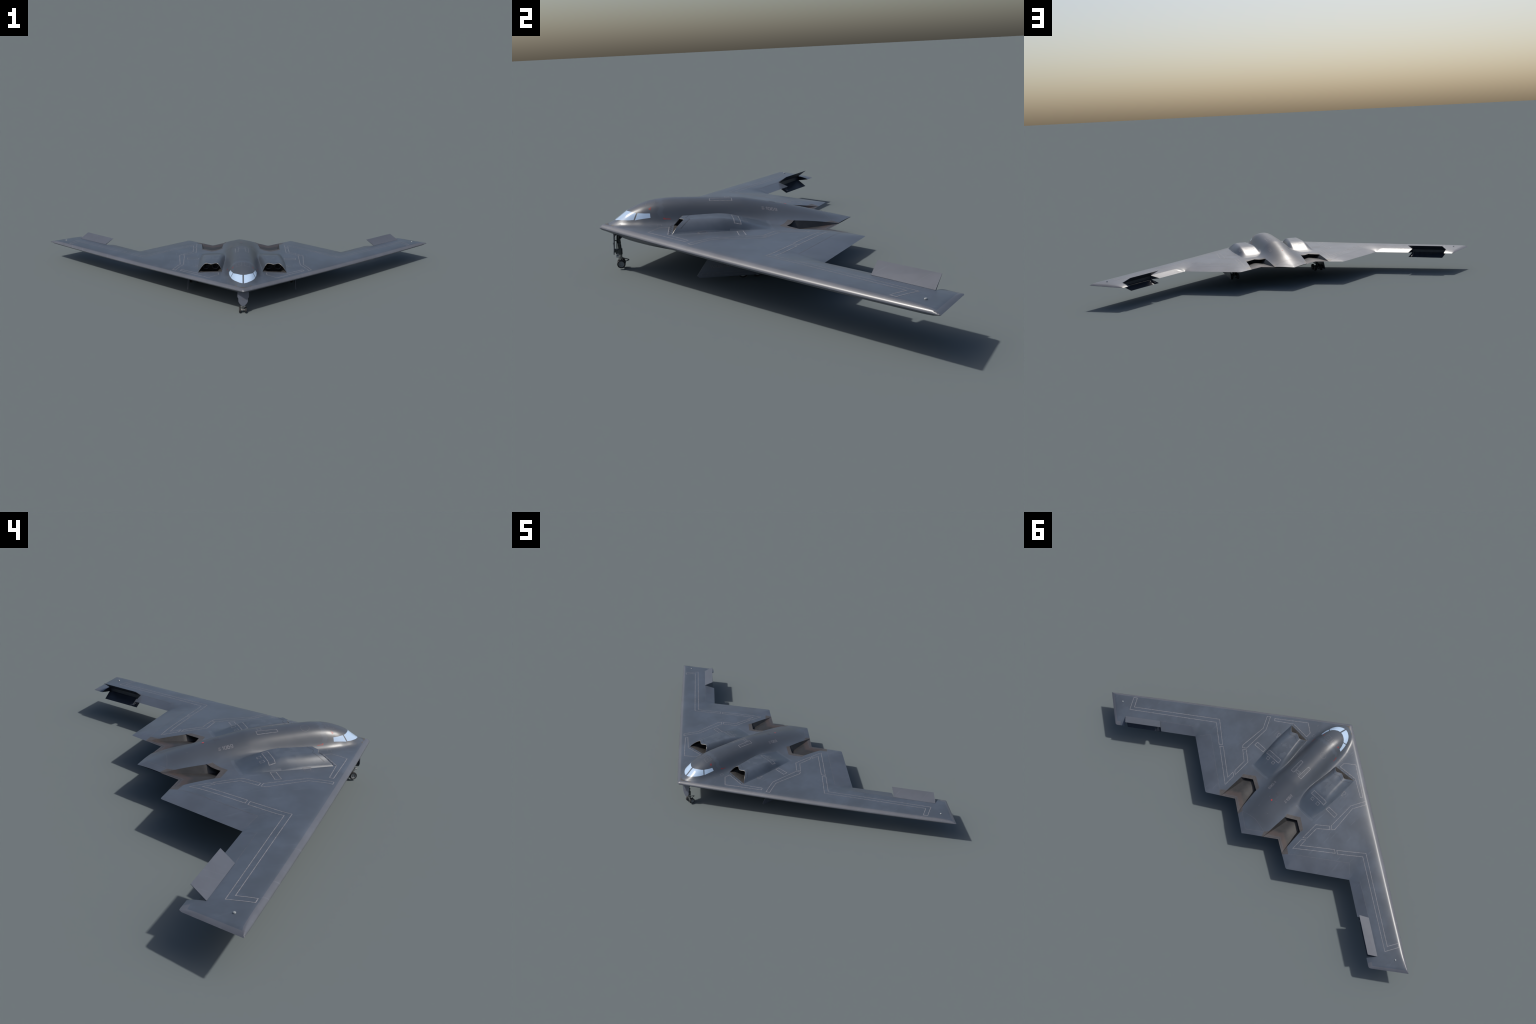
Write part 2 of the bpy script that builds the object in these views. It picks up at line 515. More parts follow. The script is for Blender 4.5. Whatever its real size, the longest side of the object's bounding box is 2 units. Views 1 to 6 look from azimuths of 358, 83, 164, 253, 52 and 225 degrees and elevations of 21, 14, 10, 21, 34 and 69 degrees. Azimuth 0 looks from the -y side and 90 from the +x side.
def build_plan():
    segs = set(); pts = []; index = {}

    def pid(p):
        k = (round(p[0], 6), round(p[1], 6))
        if k not in index:
            index[k] = len(pts); pts.append(k)
        return index[k]

    def chain(poly, step=.008, close=True):
        n = len(poly)
        for i in range(n if close else n - 1):
            a, b = poly[i], poly[(i + 1) % n]
            m = max(1, int(math.hypot(b[0] - a[0], b[1] - a[1]) / step))
            prev = pid(a)
            for j in range(1, m + 1):
                t = j / m
                q = pid(b if j == m else (a[0] + (b[0] - a[0]) * t, a[1] + (b[1] - a[1]) * t))
                if q != prev:
                    segs.add((min(prev, q), max(prev, q)))
                prev = q

    chain(OUTLINE)
    for k in POLY:
        chain(POLY[k], .004 if "window" in k or k in ("nacelle", "mouth") else .008)
    chain([(.0955, -.05), (.0955, -.300), (.0955, float(NOSE[1] + .0955 * .7115 + .0117))], .006, False)
    chain([(.0955, .095), F1], .006, False)
    con = np.array(pts)
    g = []
    for x in np.arange(.0045, .262, .0045):
        off = .00225 * (round(x / .0045) % 2)
        for y in np.arange(-.40, .36, .0045):
            g.append((x, y + off))
    for x in np.arange(.0762, .1050, .0019):        # crisp valley between spine and nacelle
        for y in np.arange(-.185, .095, .0036):
            g.append((x, y))
    for x in np.arange(.262, 1.0, .010):
        for y in np.arange(-.23, .41, .010):
            g.append((x, y))
    g = [p for p in g if d_le(np.array([p[0]]), np.array([p[1]]))[0] > .031]
    for fr in (.012, .04, .09, .16, .26, .40, .58, .78, 1.28, 1.6, 2.0):
        for s in LE_S[1:-2]:
            p = le_point(s, band_w(s) * fr)
            g.append((p[0], p[1]))
    tp = np.array(TIPR) - np.array(TIP); tl = np.linalg.norm(tp); tp /= tl
    tn = np.array([-tp[1], tp[0]])
    for d in (.0003, .001, .0025, .005, .0085, .013):
        for s in np.arange(.002, tl, .008):
            p = np.array(TIP) + tp * s + tn * d
            g.append((p[0], p[1]))
    g = np.array(g)
    g = g[inside(OUTLINE, g[:, 0], g[:, 1]) & (g[:, 0] > .002)]
    # keep free points clear of the region borders
    keep = np.ones(len(g), bool)
    segl = np.array(sorted(segs))
    le_mask = d_le(g[:, 0], g[:, 1]) < .0295
    tp_mask = d_tip(g[:, 0], g[:, 1]) < .0145
    for a, b in segl:
        A, B = con[a], con[b]
        near = (np.abs(g[:, 0] - (A[0] + B[0]) / 2) < .012) & (np.abs(g[:, 1] - (A[1] + B[1]) / 2) < .012) & keep
        if near.any():
            i = np.where(near)[0]
            d = seg_d(g[i, 0], g[i, 1], A, B)
            keep[i[d < np.where(le_mask[i] | tp_mask[i], .00012, .0014)]] = False
    g = g[keep]
    allp = np.vstack([con, g])
    v, e, f, *_ = delaunay_2d_cdt([Vector(p) for p in allp], [tuple(map(int, s)) for s in segl], [], 0, 1e-7)
    V = np.array([tuple(p) for p in v]); T = np.array([t for t in f if len(t) == 3])
    c = V[T].mean(axis=1)
    ok = inside(OUTLINE, c[:, 0], c[:, 1])
    T, c = T[ok], c[ok]
    cr = np.cross(V[T[:, 1]] - V[T[:, 0]], V[T[:, 2]] - V[T[:, 0]])
    T = T[np.abs(cr) > 1e-12]; c = V[T].mean(axis=1); cr = cr[np.abs(cr) > 1e-12]
    T[cr < 0] = T[cr < 0][:, ::-1]
    tag = np.full(len(T), "wing", dtype=object)
    le_y = NOSE[1] + .7115 * c[:, 0]
    tag[c[:, 0] < .0955] = "fuselage"
    for k in reversed(ORDER):
        tag[inside(POLY[k], c[:, 0], c[:, 1])] = k
    return V, T, tag


PV, PT, TAG = build_plan()
# rim vertices take their normal from just inside the outline
_e = np.sort(np.vstack([PT[:, [0, 1]], PT[:, [1, 2]], PT[:, [2, 0]]]), axis=1)
_u, _n = np.unique(_e, axis=0, return_counts=True)
RIM = np.zeros(len(PV), bool)
RIM[_u[_n == 1].ravel()] = True
_c = PV[PT].mean(axis=1)
_s = np.zeros_like(PV); _k = np.zeros(len(PV))
for j in range(3):
    np.add.at(_s, PT[:, j], _c); np.add.at(_k, PT[:, j], 1)
_in = _s / np.maximum(_k, 1)[:, None] - PV
_in = _in / np.maximum(np.linalg.norm(_in, axis=1), 1e-9)[:, None]
NP = np.where((RIM & (PV[:, 0] > 1e-6))[:, None], PV + _in * .0006, PV)


def normals_of(fn, x, y, flip=1):
    h = .0003
    gx = (fn(x + h, y) - fn(x - h, y)) / (2 * h)
    gy = (fn(x, y + h) - fn(x, y - h)) / (2 * h)
    n = np.stack([-gx, -gy, np.ones_like(gx)], 1) * flip
    return n / np.linalg.norm(n, axis=1)[:, None]


def sub(tris):
    ids, inv = np.unique(tris, return_inverse=True)
    return ids, inv.reshape(-1, 3)


def shell(tags, fn, sides="both", flip=1):
    """lifted surface of the tagged region; returns verts, faces, normals"""
    tris = PT[np.isin(TAG, tags)]
    ids, f = sub(tris)
    x, y = PV[ids, 0], PV[ids, 1]
    z = fn(x, y); n = normals_of(fn, NP[ids, 0], NP[ids, 1], flip)
    if flip < 0:
        f = f[:, ::-1]
    out = []
    if sides in ("both", "right"):
        out.append((np.stack([x, y, z], 1), f, n))
    if sides in ("both", "left"):
        out.append((np.stack([-x, y, z], 1), f[:, ::-1], n * [-1, 1, 1]))
    if sides == "both":
        (v0, f0, n0), (v1, f1, n1) = out
        # weld the centre line
        k0 = {round(p[1], 6): i for i, p in enumerate(v0) if abs(p[0]) < 1e-6}
        remap = np.zeros(len(v1), int); extra = []; en = []
        for i, p in enumerate(v1):
            if abs(p[0]) < 1e-6 and round(p[1], 6) in k0:
                remap[i] = k0[round(p[1], 6)]
            else:
                remap[i] = len(v0) + len(extra); extra.append(p); en.append(n1[i])
        n0 = n0.copy()
        mid = np.abs(v0[:, 0]) < 1e-6
        n0[mid, 0] = 0
        n0 /= np.linalg.norm(n0, axis=1)[:, None]
        return np.vstack([v0] + ([extra] if extra else [])), np.vstack([f0, remap[f1]]), np.vstack([n0] + ([en] if en else []))
    return out[0]


def pair(name, tags, fn, mat):
    res = []
    for s in ("right", "left"):
        v, f, n = shell(tags, fn, s)
        res.append(part(name, v, f, mat, ROOT, True, n))
    return res


v, f, n = shell(["fuselage"], skin_top)
part("fuselage", v, f, M_SKIN, ROOT, True, n)
pair("wing", ["wing"], body_top, M_SKIN)
pair("leading_edge", ["leading_edge"], body_top, M_EDGE)
pair("wing_tip_edge", ["wing_tip_edge"], body_top, M_EDGE)
pair("trailing_flap", ["trailing_flap"], body_top, M_CTRL)
v, f, n = shell(["tail_flap"], body_top)
part("tail_flap", v, f, M_CTRL, ROOT, True, n)
pair("exhaust_frame", ["exhaust_frame", "exhaust_patch_out", "exhaust_patch_in"], skin_top, M_FRAME)
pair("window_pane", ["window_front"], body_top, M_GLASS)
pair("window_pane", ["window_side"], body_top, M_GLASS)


def elevon_top(x, y):
    a = np.maximum(seg_d(x, y, TIPR, NOTCH), 0); b = np.maximum(line_d(x, y, EV, HI), 0)
    hx, hy = HI[0] - EV[0], HI[1] - EV[1]
    hl = math.hypot(hx, hy)
    zh = wing_top(x + hy / hl * b, y - hx / hl * b)          # skin height at the hinge
    t = a / (a + b + 1e-9)
    flat = z_te(x) + (zh - z_te(x)) * t
    w = sstep(seg_d(x, y, EV, NOTCH) / .02)                  # melts into the skin at the inner end
    return wing_top(x, y) * (1 - w) + flat * w


pair("elevon", ["elevon"], elevon_top, M_CTRL)

# nacelle shells: outer skin, inner wall, lip strip
for sx in (1, -1):
    side = "right" if sx > 0 else "left"
    v, f, n = shell(["nacelle"], skin_top, side)
    nac = part("engine_nacelle", v, f, M_SKIN, ROOT, True, n)
    # inside of the intake
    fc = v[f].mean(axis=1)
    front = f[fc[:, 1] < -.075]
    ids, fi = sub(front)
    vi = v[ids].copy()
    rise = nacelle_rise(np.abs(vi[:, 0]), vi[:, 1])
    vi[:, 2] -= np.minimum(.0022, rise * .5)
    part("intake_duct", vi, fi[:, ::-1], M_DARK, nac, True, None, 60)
    # rim of the lip, rolled over
    lv, lf = [], []
    for px, py in LIP:
        top = float(skin_top(np.array([px]), np.array([py]))[0]); r = float(nacelle_rise(np.array([px]), np.array([py]))[0])
        bot = top - min(.0022, r * .5)
        lv += [(sx * px, py, top), (sx * px, py - .0010, (top * 2 + bot) / 3), (sx * px, py - .0010, (top + 2 * bot) / 3), (sx * px, py, bot)]
    for i in range(len(LIP) - 1):
        for j in range(3):
            q = (i * 4 + j, i * 4 + j + 1, i * 4 + j + 5, i * 4 + j + 4)
            lf.append(q if sx > 0 else q[::-1])
    part("intake_lip", lv, lf, M_LIPEDGE, nac, True, None, 60)
    # dished floor of the duct
    gv, gf = [], []
    nu, nv = 25, 16
    a, b = np.array(LIP[0]), np.array(LIP[-1])
    for j in range(nv):
        for i in range(nu):
            u = i / (nu - 1); t = j / (nv - 1)
            p = a + (b - a) * u
            yy = p[1] + (-.085 - p[1]) * t
            xx = p[0] + (.1515 - p[0]) * .16 * t
            z0 = float(body_top(np.array([xx]), np.array([yy]))[0])
            dip = .034 * sstep(np.array(t * 1.15)) * min(1, 5 * u, 5 * (1 - u))
            gv.append((sx * xx, yy, z0 - float(dip)))
    for j in range(nv - 1):
        for i in range(nu - 1):
            q = (j * nu + i, j * nu + i + 1, (j + 1) * nu + i + 1, (j + 1) * nu + i)
            gf.append(q if sx > 0 else q[::-1])
    part("intake_floor", gv, gf, M_DUCT, nac, True, None, 60)
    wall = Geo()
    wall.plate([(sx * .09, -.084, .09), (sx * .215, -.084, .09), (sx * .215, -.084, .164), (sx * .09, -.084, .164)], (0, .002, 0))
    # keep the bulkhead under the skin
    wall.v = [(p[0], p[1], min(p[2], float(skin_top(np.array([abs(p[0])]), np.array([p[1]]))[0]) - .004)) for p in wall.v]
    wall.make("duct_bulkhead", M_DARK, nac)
    for cx in (.1290, .1745):
        g = Geo()
        c = (sx * cx, -.098, .1305)
        g.lathe(c, (0, -1, 0), [(.0150 + .0012 * math.cos(k), .0012 * math.sin(k)) for k in np.linspace(0, 2 * math.pi, 9)[:-1]], 32, True)
        g.lathe(c, (0, -1, 0), [(.0001, .006), (.0020, .004), (.0035, 0), (.0040, -.004)], 20)
        for k in range(16):
            th = 2 * math.pi * k / 16
            r, t = Vector((math.cos(th), 0, math.sin(th))), Vector((-math.sin(th), 0, math.cos(th)))
            o = Vector(c) + Vector((0, .003, 0))
            g.plate([o + r * .0035 - t * .0006, o + r * .0145 - t * .0016, o + r * .0145 + t * .0016 + Vector((0, .003, 0)), o + r * .0035 + t * .0006 + Vector((0, .002, 0))], (0, .0006, 0))
        g.make("engine_fan", M_FAN, nac)

# ------------------------------------------------------------------ underside
ALLT = [k for k in set(TAG) if k != "cavity"]
EDGES = ["leading_edge", "wing_tip_edge"]
v, f, n = shell([k for k in ALLT if k not in EDGES], wing_bottom, "both", -1)
part("underside", v, f, M_BELLY, ROOT, True, n)
v, f, n = shell(EDGES, wing_bottom, "both", -1)
part("lower_leading_edge", v, f, M_EDGE, ROOT, True, n)

# ------------------------------------------------------------------ exhaust troughs


def dense(poly, step=.006):
    out = []
    for a, b in zip(poly[:-1], poly[1:]):
        m = max(1, int(math.hypot(b[0] - a[0], b[1] - a[1]) / step))
        out += [(a[0] + (b[0] - a[0]) * t / m, a[1] + (b[1] - a[1]) * t / m) for t in range(m)]
    return out + [poly[-1]]


def A1(fn, p):
    return float(fn(np.array([p[0]]), np.array([p[1]]))[0])


def floor_z(p):
    d = A1(d_te, p)
    return .1012 - .022 * min(d, .12) + .004 * math.exp(-((p[0] - .1454) / .03) ** 2) * min(1, d / .05)


for sx in (1, -1):
    # floor reaches forward under the deck
    gv, gf = [], []
    nu, nv = 17, 14
    P0, P1 = (.0967, .110), (.1989, .110)
    for j in range(nv):
        t = j / (nv - 1)
        for i in range(nu):
            u = i / (nu - 1)
            xa = P0[0] + (E4[0] - P0[0]) * max(0, t) ; xb = P1[0] + (E5[0] - P1[0]) * t
            xx = xa + (xb - xa) * u
            te = on_te(min(max(xx, E4[0]), E5[0]))[1]
            yy = .110 + (te - .110) * t
            gv.append((sx * xx, yy, floor_z((xx, yy)) + (0 if t < 1 else .0)))
    for j in range(nv - 1):
        for i in range(nu - 1):
            q = (j * nu + i, j * nu + i + 1, (j + 1) * nu + i + 1, (j + 1) * nu + i)
            gf.append(q if sx > 0 else q[::-1])
    tr = part("exhaust_trough", gv, gf, M_TROUGH, ROOT, True, None, 40)
    wv, wf = [], []
    for path, flip in ((dense([(.0975, .112), E1, E4]), 1), (dense([(.1985, .112), E3, E5]), -1)):
        o = len(wv)
        for k, p in enumerate(path):
            top = A1(skin_top, p) - (.0002 if p[1] > .172 else .003)
            wv += [(sx * p[0], p[1], top), (sx * (p[0] + flip * (.0005 + .016 * min(1, max(0, on_te(p[0])[1] - p[1]) / .13))), p[1], min(top, floor_z(p) - .0006))]
        for k in range(len(path) - 1):
            q = (o + 2 * k, o + 2 * k + 2, o + 2 * k + 3, o + 2 * k + 1)
            wf.append(q if sx * flip > 0 else q[::-1])
    part("exhaust_wall", wv, wf, M_TROUGH, tr, True, None, 40)
    g = Geo()
    g.plate([(sx * .092, .111, .085), (sx * .204, .111, .085), (sx * .204, .111, .1215), (sx * .092, .111, .1215)], (0, -.002, 0))
    g.make("exhaust_bulkhead", M_DARK, tr)
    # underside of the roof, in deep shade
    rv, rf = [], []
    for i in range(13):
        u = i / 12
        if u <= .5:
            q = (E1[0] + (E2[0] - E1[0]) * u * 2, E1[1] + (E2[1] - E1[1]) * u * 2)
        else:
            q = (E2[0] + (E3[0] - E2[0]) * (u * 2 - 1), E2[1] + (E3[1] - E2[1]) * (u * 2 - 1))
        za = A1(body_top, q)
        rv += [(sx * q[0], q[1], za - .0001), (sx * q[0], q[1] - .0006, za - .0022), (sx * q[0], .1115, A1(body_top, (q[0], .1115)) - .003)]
    for i in range(12):
        for j in range(2):
            q = (i * 3 + j, i * 3 + j + 1, i * 3 + j + 4, i * 3 + j + 3)
            rf.append(q if sx > 0 else q[::-1])
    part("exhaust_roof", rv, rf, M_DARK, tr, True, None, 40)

# ------------------------------------------------------------------ drag rudders (split flaps, open)
for sx in (1, -1):
    zt = lambda p: A1(wing_top, p)
    zb = lambda p: A1(wing_bottom, p)
    # bay walls between upper and lower skin
    path = dense([CI, HI, HO, CO], .010)
    wv, wf = [], []
    for p in path:
        zz_top = zt(p) if p[0] > .7044 or seg_d(np.array([p[0]]), np.array([p[1]]), CI, HI)[0] > 1e-4 else A1(elevon_top, p)
        wv += [(sx * p[0], p[1], zz_top), (sx * p[0], p[1], zb(p))]
    for i in range(len(path) - 1):
        q = (2 * i, 2 * i + 1, 2 * i + 3, 2 * i + 2)
        wf.append(q if sx > 0 else q[::-1])
    part("rudder_bay", wv, wf, M_NAVY, ROOT, False)
    up = [Vector((HI[0], HI[1], zt(HI) + .0006)), Vector((HO[0], HO[1], zt(HO) + .0006)), Vector((.8130, .3740, .1342)), Vector((.6665, .2706, .1366))]
    lo = [Vector((HI[0], HI[1], zb(HI) - .0004)), Vector((HO[0], HO[1], zb(HO) - .0004)), Vector((.8134, .3710, .0710)), Vector((.6674, .2684, .0739))]
    for name, q, s in (("drag_rudder", up, -1), ("drag_rudder", lo, 1)):
        nn = (q[1] - q[0]).cross(q[3] - q[0]).normalized()
        if nn.z < 0:
            nn = -nn
        # wedge: thick at the hinge, knife at the rear
        inner = [q[0] + nn * s * .0036, q[1] + nn * s * .0034, q[2] + nn * s * .0007, q[3] + nn * s * .0007]
        mesh_v = [(sx * p.x, p.y, p.z) for p in q + inner]
        F = [(0, 1, 2, 3), (7, 6, 5, 4), (0, 4, 5, 1), (1, 5, 6, 2), (2, 6, 7, 3), (3, 7, 4, 0)]
        me = mesh_of(name, mesh_v, F if sx * s < 0 else [t[::-1] for t in F], M_FLAP, False)
        me.materials.append(M_NAVY)
        for k in (1, 2):
            me.polygons[k].material_index = 1
        fl = obj(name, me)
        if s > 0:
            # pale bracket on the inner corner of the lower half
            e = (q[1] - q[0]).normalized(); d = (q[3] - q[0])
            a = q[0] + e * .012 + nn * .004
            g = Geo()
            tri = [a + d * .30, a + d * .95, a + d * .95 + e * .010 + nn * .001, a + d * .28 + nn * .010]
            g.plate([(sx * p.x, p.y, p.z) for p in tri], tuple(Vector((sx * e.x, e.y, e.z)) * .0015))
            g.make("rudder_bracket", M_FLAP, fl)

# wing-tip lamps
for sx in (1, -1):
    z0 = A1(wing_top, (.9172, .3025))
    g = Geo()
    g.lathe((sx * .9172, .3025, z0), (0, 0, 1), [(.0036, -.002), (.0036, .0018), (.0026, .0030), (.0001, .0034)], 16)
    g.make("wing_lamp", plain("lamp_glass", (.26, .28, .29), .25, 0, .05))

# ------------------------------------------------------------------ draped markings


def surf(x, y):
    ax = np.abs(x)
    lip_y = np.interp(ax, [p[0] for p in LIP], [p[1] for p in LIP])
    return np.where((y > lip_y) | (ax < LIP[0][0]), skin_top(ax, y), body_top(ax, y))


def drape(pts, width, closed=True, step=.004, lift=.00028, fn=surf):
    """thin band that follows the skin; mitred at the corners"""
    P = [np.array(p, float) for p in pts]
    n = len(P)
    L, R = [], []
    for i in range(n):
        a = P[(i - 1) % n] if closed or i > 0 else None
        b = P[(i + 1) % n] if closed or i < n - 1 else None
        d0 = (P[i] - a) / np.linalg.norm(P[i] - a) if a is not None else None
        d1 = (b - P[i]) / np.linalg.norm(b - P[i]) if b is not None else None
        d0 = d1 if d0 is None else d0
        d1 = d0 if d1 is None else d1
        t = d0 + d1
        t = t / max(np.linalg.norm(t), 1e-6)
        nrm = np.array([-t[1], t[0]])
        k = width / 2 / max(.35, abs(nrm @ np.array([-d0[1], d0[0]])))
        L.append(P[i] + nrm * k); R.append(P[i] - nrm * k)
    V, F = [], []
    for i in range(n if closed else n - 1):
        j = (i + 1) % n
        m = max(1, int(np.linalg.norm(P[j] - P[i]) / step))
        o = len(V)
        for s in range(m + 1):
            t = s / m
            for q in (L, R):
                p = q[i] * (1 - t) + q[j] * t
                V.append((p[0], p[1], float(fn(np.array([p[0]]), np.array([p[1]]))[0]) + lift))
        for s in range(m):
            F.append((o + 2 * s, o + 2 * s + 1, o + 2 * s + 3, o + 2 * s + 2))
    return V, F


def drape_fill(pts, lift=.00028, fn=surf, step=.003):
    """filled patch that follows the skin"""
    P = np.array(pts, float)
    lo, hi = P.min(0), P.max(0)
    g = [(x, y) for x in np.arange(lo[0] + step / 2, hi[0], step) for y in np.arange(lo[1] + step / 2, hi[1], step)]
    g = np.array(g) if g else np.zeros((0, 2))
    if len(g):
        g = g[inside([tuple(p) for p in P], g[:, 0], g[:, 1])]
    con = dense([tuple(p) for p in P] + [tuple(P[0])], step)[:-1]
    n = len(con)
    v, e, f, *_ = delaunay_2d_cdt([Vector(p) for p in con + [tuple(p) for p in g]], [(i, (i + 1) % n) for i in range(n)], [], 1, 1e-7)
    V = [(p[0], p[1], float(fn(np.array([p[0]]), np.array([p[1]]))[0]) + lift) for p in v]
    return V, [tuple(t) for t in f]


def up_faces(V, F):
    out = []
    for q in F:
        a, b, c = (np.array(V[i]) for i in q[:3])
        out.append(tuple(q) if np.cross(b - a, c - a)[2] > 0 else tuple(q)[::-1])
    return out


def mark(name, pts, width=.0021, closed=True, mat=None, both=True, lift=.00028, fill=False):
    mat = mat or M_LINE
    for sx in ((1, -1) if both else (1,)):
        q = [(p[0] * sx, p[1]) for p in pts]
        V, F = drape_fill(q, lift) if fill else drape(q, width, closed, lift=lift)
        x = np.array([p[0] for p in V]); y = np.array([p[1] for p in V])
        part(name, V, up_faces(V, F), mat, ROOT, True, normals_of(surf, x, y))


PANELS = [
    [(.8588, .3072), (.8920, .2493), (.8772, .2390), (.8514, .2827), (.4929, .0324), (.3850, .1165), (.3990, .1270), (.4932, .0546)],
    [(.3888, .1320), (.2285, .2521), (.2290, .1930), (.2450, .1815), (.2452, .2182), (.3745, .1214)],
    [(.2938, .0666), (.2800, .0557), (.2286, .0955), (.2280, .1830), (.2438, .1710), (.2446, .1060)],
    [(.3327, -.1444), (.3189, -.1534), (.2844, -.0872), (.2849, .0492), (.3008, .0609), (.3096, .0490), (.3002, -.0824)],
    [(.2960, -.1610), (.1600, -.2590), (.1145, -.2250), (.1135, -.1985), (.2080, -.2043), (.2889, -.1510)],
    [(.2678, -.0105), (.2134, -.0113), (.2118, .0063), (.2676, .0088)],
    [(.1915, -.0150), (.1120, -.0155), (.1105, .0030), (.1918, .0038)],
]
for p in PANELS:
    mark("panel_outline", p)
for p in ([(.1738, .0120), (.1598, .0123), (.1599, .0250), (.1733, .0246)], [(.1382, .0122), (.1254, .0120), (.1262, .0241), (.1382, .0238)]):
    mark("panel_outline", p, .0014)
mark("panel_outline", [(.0322, -.0725), (.0181, -.0715), (.0151, -.0048), (.0325, -.0048)], .0017)
mark("panel_outline", [(.0108, -.0238), (-.0108, -.0238), (-.0100, -.0122), (.0100, -.0122)], .0012, both=False)
mark("panel_outline", [(.0319, -.2620), (.0060, -.2595), (.0062, -.2330), (.0322, -.2362)], .0009, mat=M_LINE_F)
mark("panel_outline", [(-.0275 + .0150 * math.cos(t), -.1630 + .0150 * math.sin(t)) for t in np.linspace(0, 2 * math.pi, 9)[:-1]], .0009, mat=M_LINE_F, both=False)
mark("panel_outline", [(.2362, -.1219), (.2354, -.0950), (.2102, -.0970), (.2105, -.1212)], .0008, mat=M_LINE_F)
mark("panel_outline", [(.2275, -.1160), (.2175, -.0930), (.2118, -.1198)], .0012)
mark("panel_outline", [(.0860, -.2330), (.0985, -.2320), (.0980, -.2190), (.0855, -.2200)], .0009, mat=M_LINE_F)
for p in ([(.087, -.268), (.091, -.258)], [(.115, -.285), (.115, -.276)], [(.0900, -.1975), (.0925, -.1875)], [(.124, -.302), (.133, -.297)],
          [(.240, -.0005), (.252, -.0005)], [(.143, -.006), (.158, -.006)], [(.0235, -.040), (.0240, -.033)], [(.149, -.092), (.155, -.092)],
          [(.131, -.080), (.136, -.080)], [(.165, -.078), (.170, -.078)], [(.020, .150), (.020, .156)], [(.030, .215), (.028, .221)], [(.0150, -.247), (.0230, -.247)]):
    mark("stencil_dash", p, .0010, False, M_LINE_F)
mark("panel_outline", [(.0093, .1103), (-.0100, .1110), (-.0100, .1292), (.0094, .1291)], both=False, mat=M_PATCH, fill=True, lift=.0003)

# hinge seams
for a, b in ((EV, (HI[0] - .004, HI[1] - .0026)), (TF0, TF1), (TF0, (.506, .1590)), (BT, IP1)):
    mark("hinge_seam", [a, b], .0008, False, M_LINE_F, lift=.0003)
mark("hinge_seam", [(.0, .2765), (.030, .2800), (.0621, .2864), (.0725, .2880)], .0008, False, M_LINE_F, lift=.0003)
# seam of the separate lip panel and the toothed diverter slot ahead of each intake
mark("lip_seam", [(p[0] + (.1515 - p[0]) * .02, p[1] + .0165) for p in LIP[1:-1]], .0010, False, M_SEAM, lift=.0003)
TEETH = [(.0965 + i * .0126, -.1880 - .0009 * i + (-.0065 if i % 2 else 0)) for i in range(10)]
mark("diverter_slot", TEETH, .0016, False, M_SEAM, lift=.0004)
# nose sensors
mark("nose_sensor", [(0, -.3885), (.0225, -.3730), (0, -.3790)], both=True, mat=M_BROWN, fill=True)
mark("nose_sensor", [(.0290, -.3690), (.0390, -.3618), (.0370, -.3590), (.0275, -.3660)], mat=M_BROWN, fill=True)
# rescue arrow and warning triangle
mark("rescue_arrow", [(.0700, -.2150), (.0738, -.2085), (.0726, -.2085), (.0736, -.1915), (.0722, -.1915), (.0708, -.2085), (.0690, -.2085)], mat=M_RED, fill=True)
mark("warning_triangle", [(.0465, -.2560), (.0515, -.2485), (.0425, -.2455)], mat=M_RED, fill=True)
mark("tail_beacon", [(.0035 * math.cos(t), .1615 + .0035 * math.sin(t)) for t in np.linspace(0, 2 * math.pi, 17)[:-1]], both=False, mat=M_BEACON, fill=True, lift=.0008)
# groove across the exhaust floor
GROOVE = [(E4[0] + .012, on_te(E4[0] + .012)[1] - .008), (INNER[0], INNER[1] - .008), (E5[0] - .012, on_te(E5[0] - .012)[1] - .008)]
for sx in (1, -1):
    fz = lambda x, y: np.array([floor_z((abs(x[0]), y[0]))])
    V, F = drape([(p[0] * sx, p[1]) for p in GROOVE], .0016, False, fn=fz, lift=.0004)
    part("exhaust_groove", V, up_faces(V, F), M_SEAM)

# serial number, drawn with strokes in a squared face
GLYPH = {
    "1": ([[(.05, .82), (.32, 1), (.32, 0)]], .40),
    "0": ([[(.1, 0), (.55, 0), (.65, .12), (.65, .88), (.55, 1), (.1, 1), (0, .88), (0, .12), (.1, 0)]], .65),
    "6": ([[(.60, 1), (.1, 1), (0, .88), (0, .12), (.1, 0), (.55, 0), (.65, .12), (.65, .46), (.55, .56), (.0, .56)]], .65),
    "9": ([[(.05, 0), (.55, 0), (.65, .12), (.65, .88), (.55, 1), (.1, 1), (0, .88), (0, .54), (.1, .44), (.65, .44)]], .65),
    "A": ([[(0, 0), (.2, 1), (.45, 1), (.65, 0)], [(.1, .4), (.55, .4)]], .65),
    "F": ([[(0, 0), (0, 1), (.6, 1)], [(0, .52), (.5, .52)]], .6),
    "8": ([[(0, .52), (0, 0), (.6, 0), (.6, 1), (0, 1), (0, .52), (.6, .52)]], .6),
    "2": ([[(0, 1), (.6, 1), (.6, .52), (0, .52), (0, 0), (.6, 0)]], .6),
}


def letters(text, origin, size, stroke, sx, name):
    """baseline runs nose-to-tail on the right side, tail-to-nose on the left"""
    V, F = [], []
    cur = 0
    for ch in text:
        strokes, w = GLYPH[ch]
        for s in strokes:
            q = [(sx * (origin[0] - py * size[1]), origin[1] + sx * (cur + px) * size[0]) for px, py in s]
            v, f = drape(q, stroke, False, .002, .0003)
            o = len(V)
            V += v; F += [tuple(i + o for i in t) for t in f]
        cur += w + .28
    x = np.array([p[0] for p in V]); y = np.array([p[1] for p in V])
    part(name, V, up_faces(V, F), M_TEXT, ROOT, True, normals_of(surf, x, y))


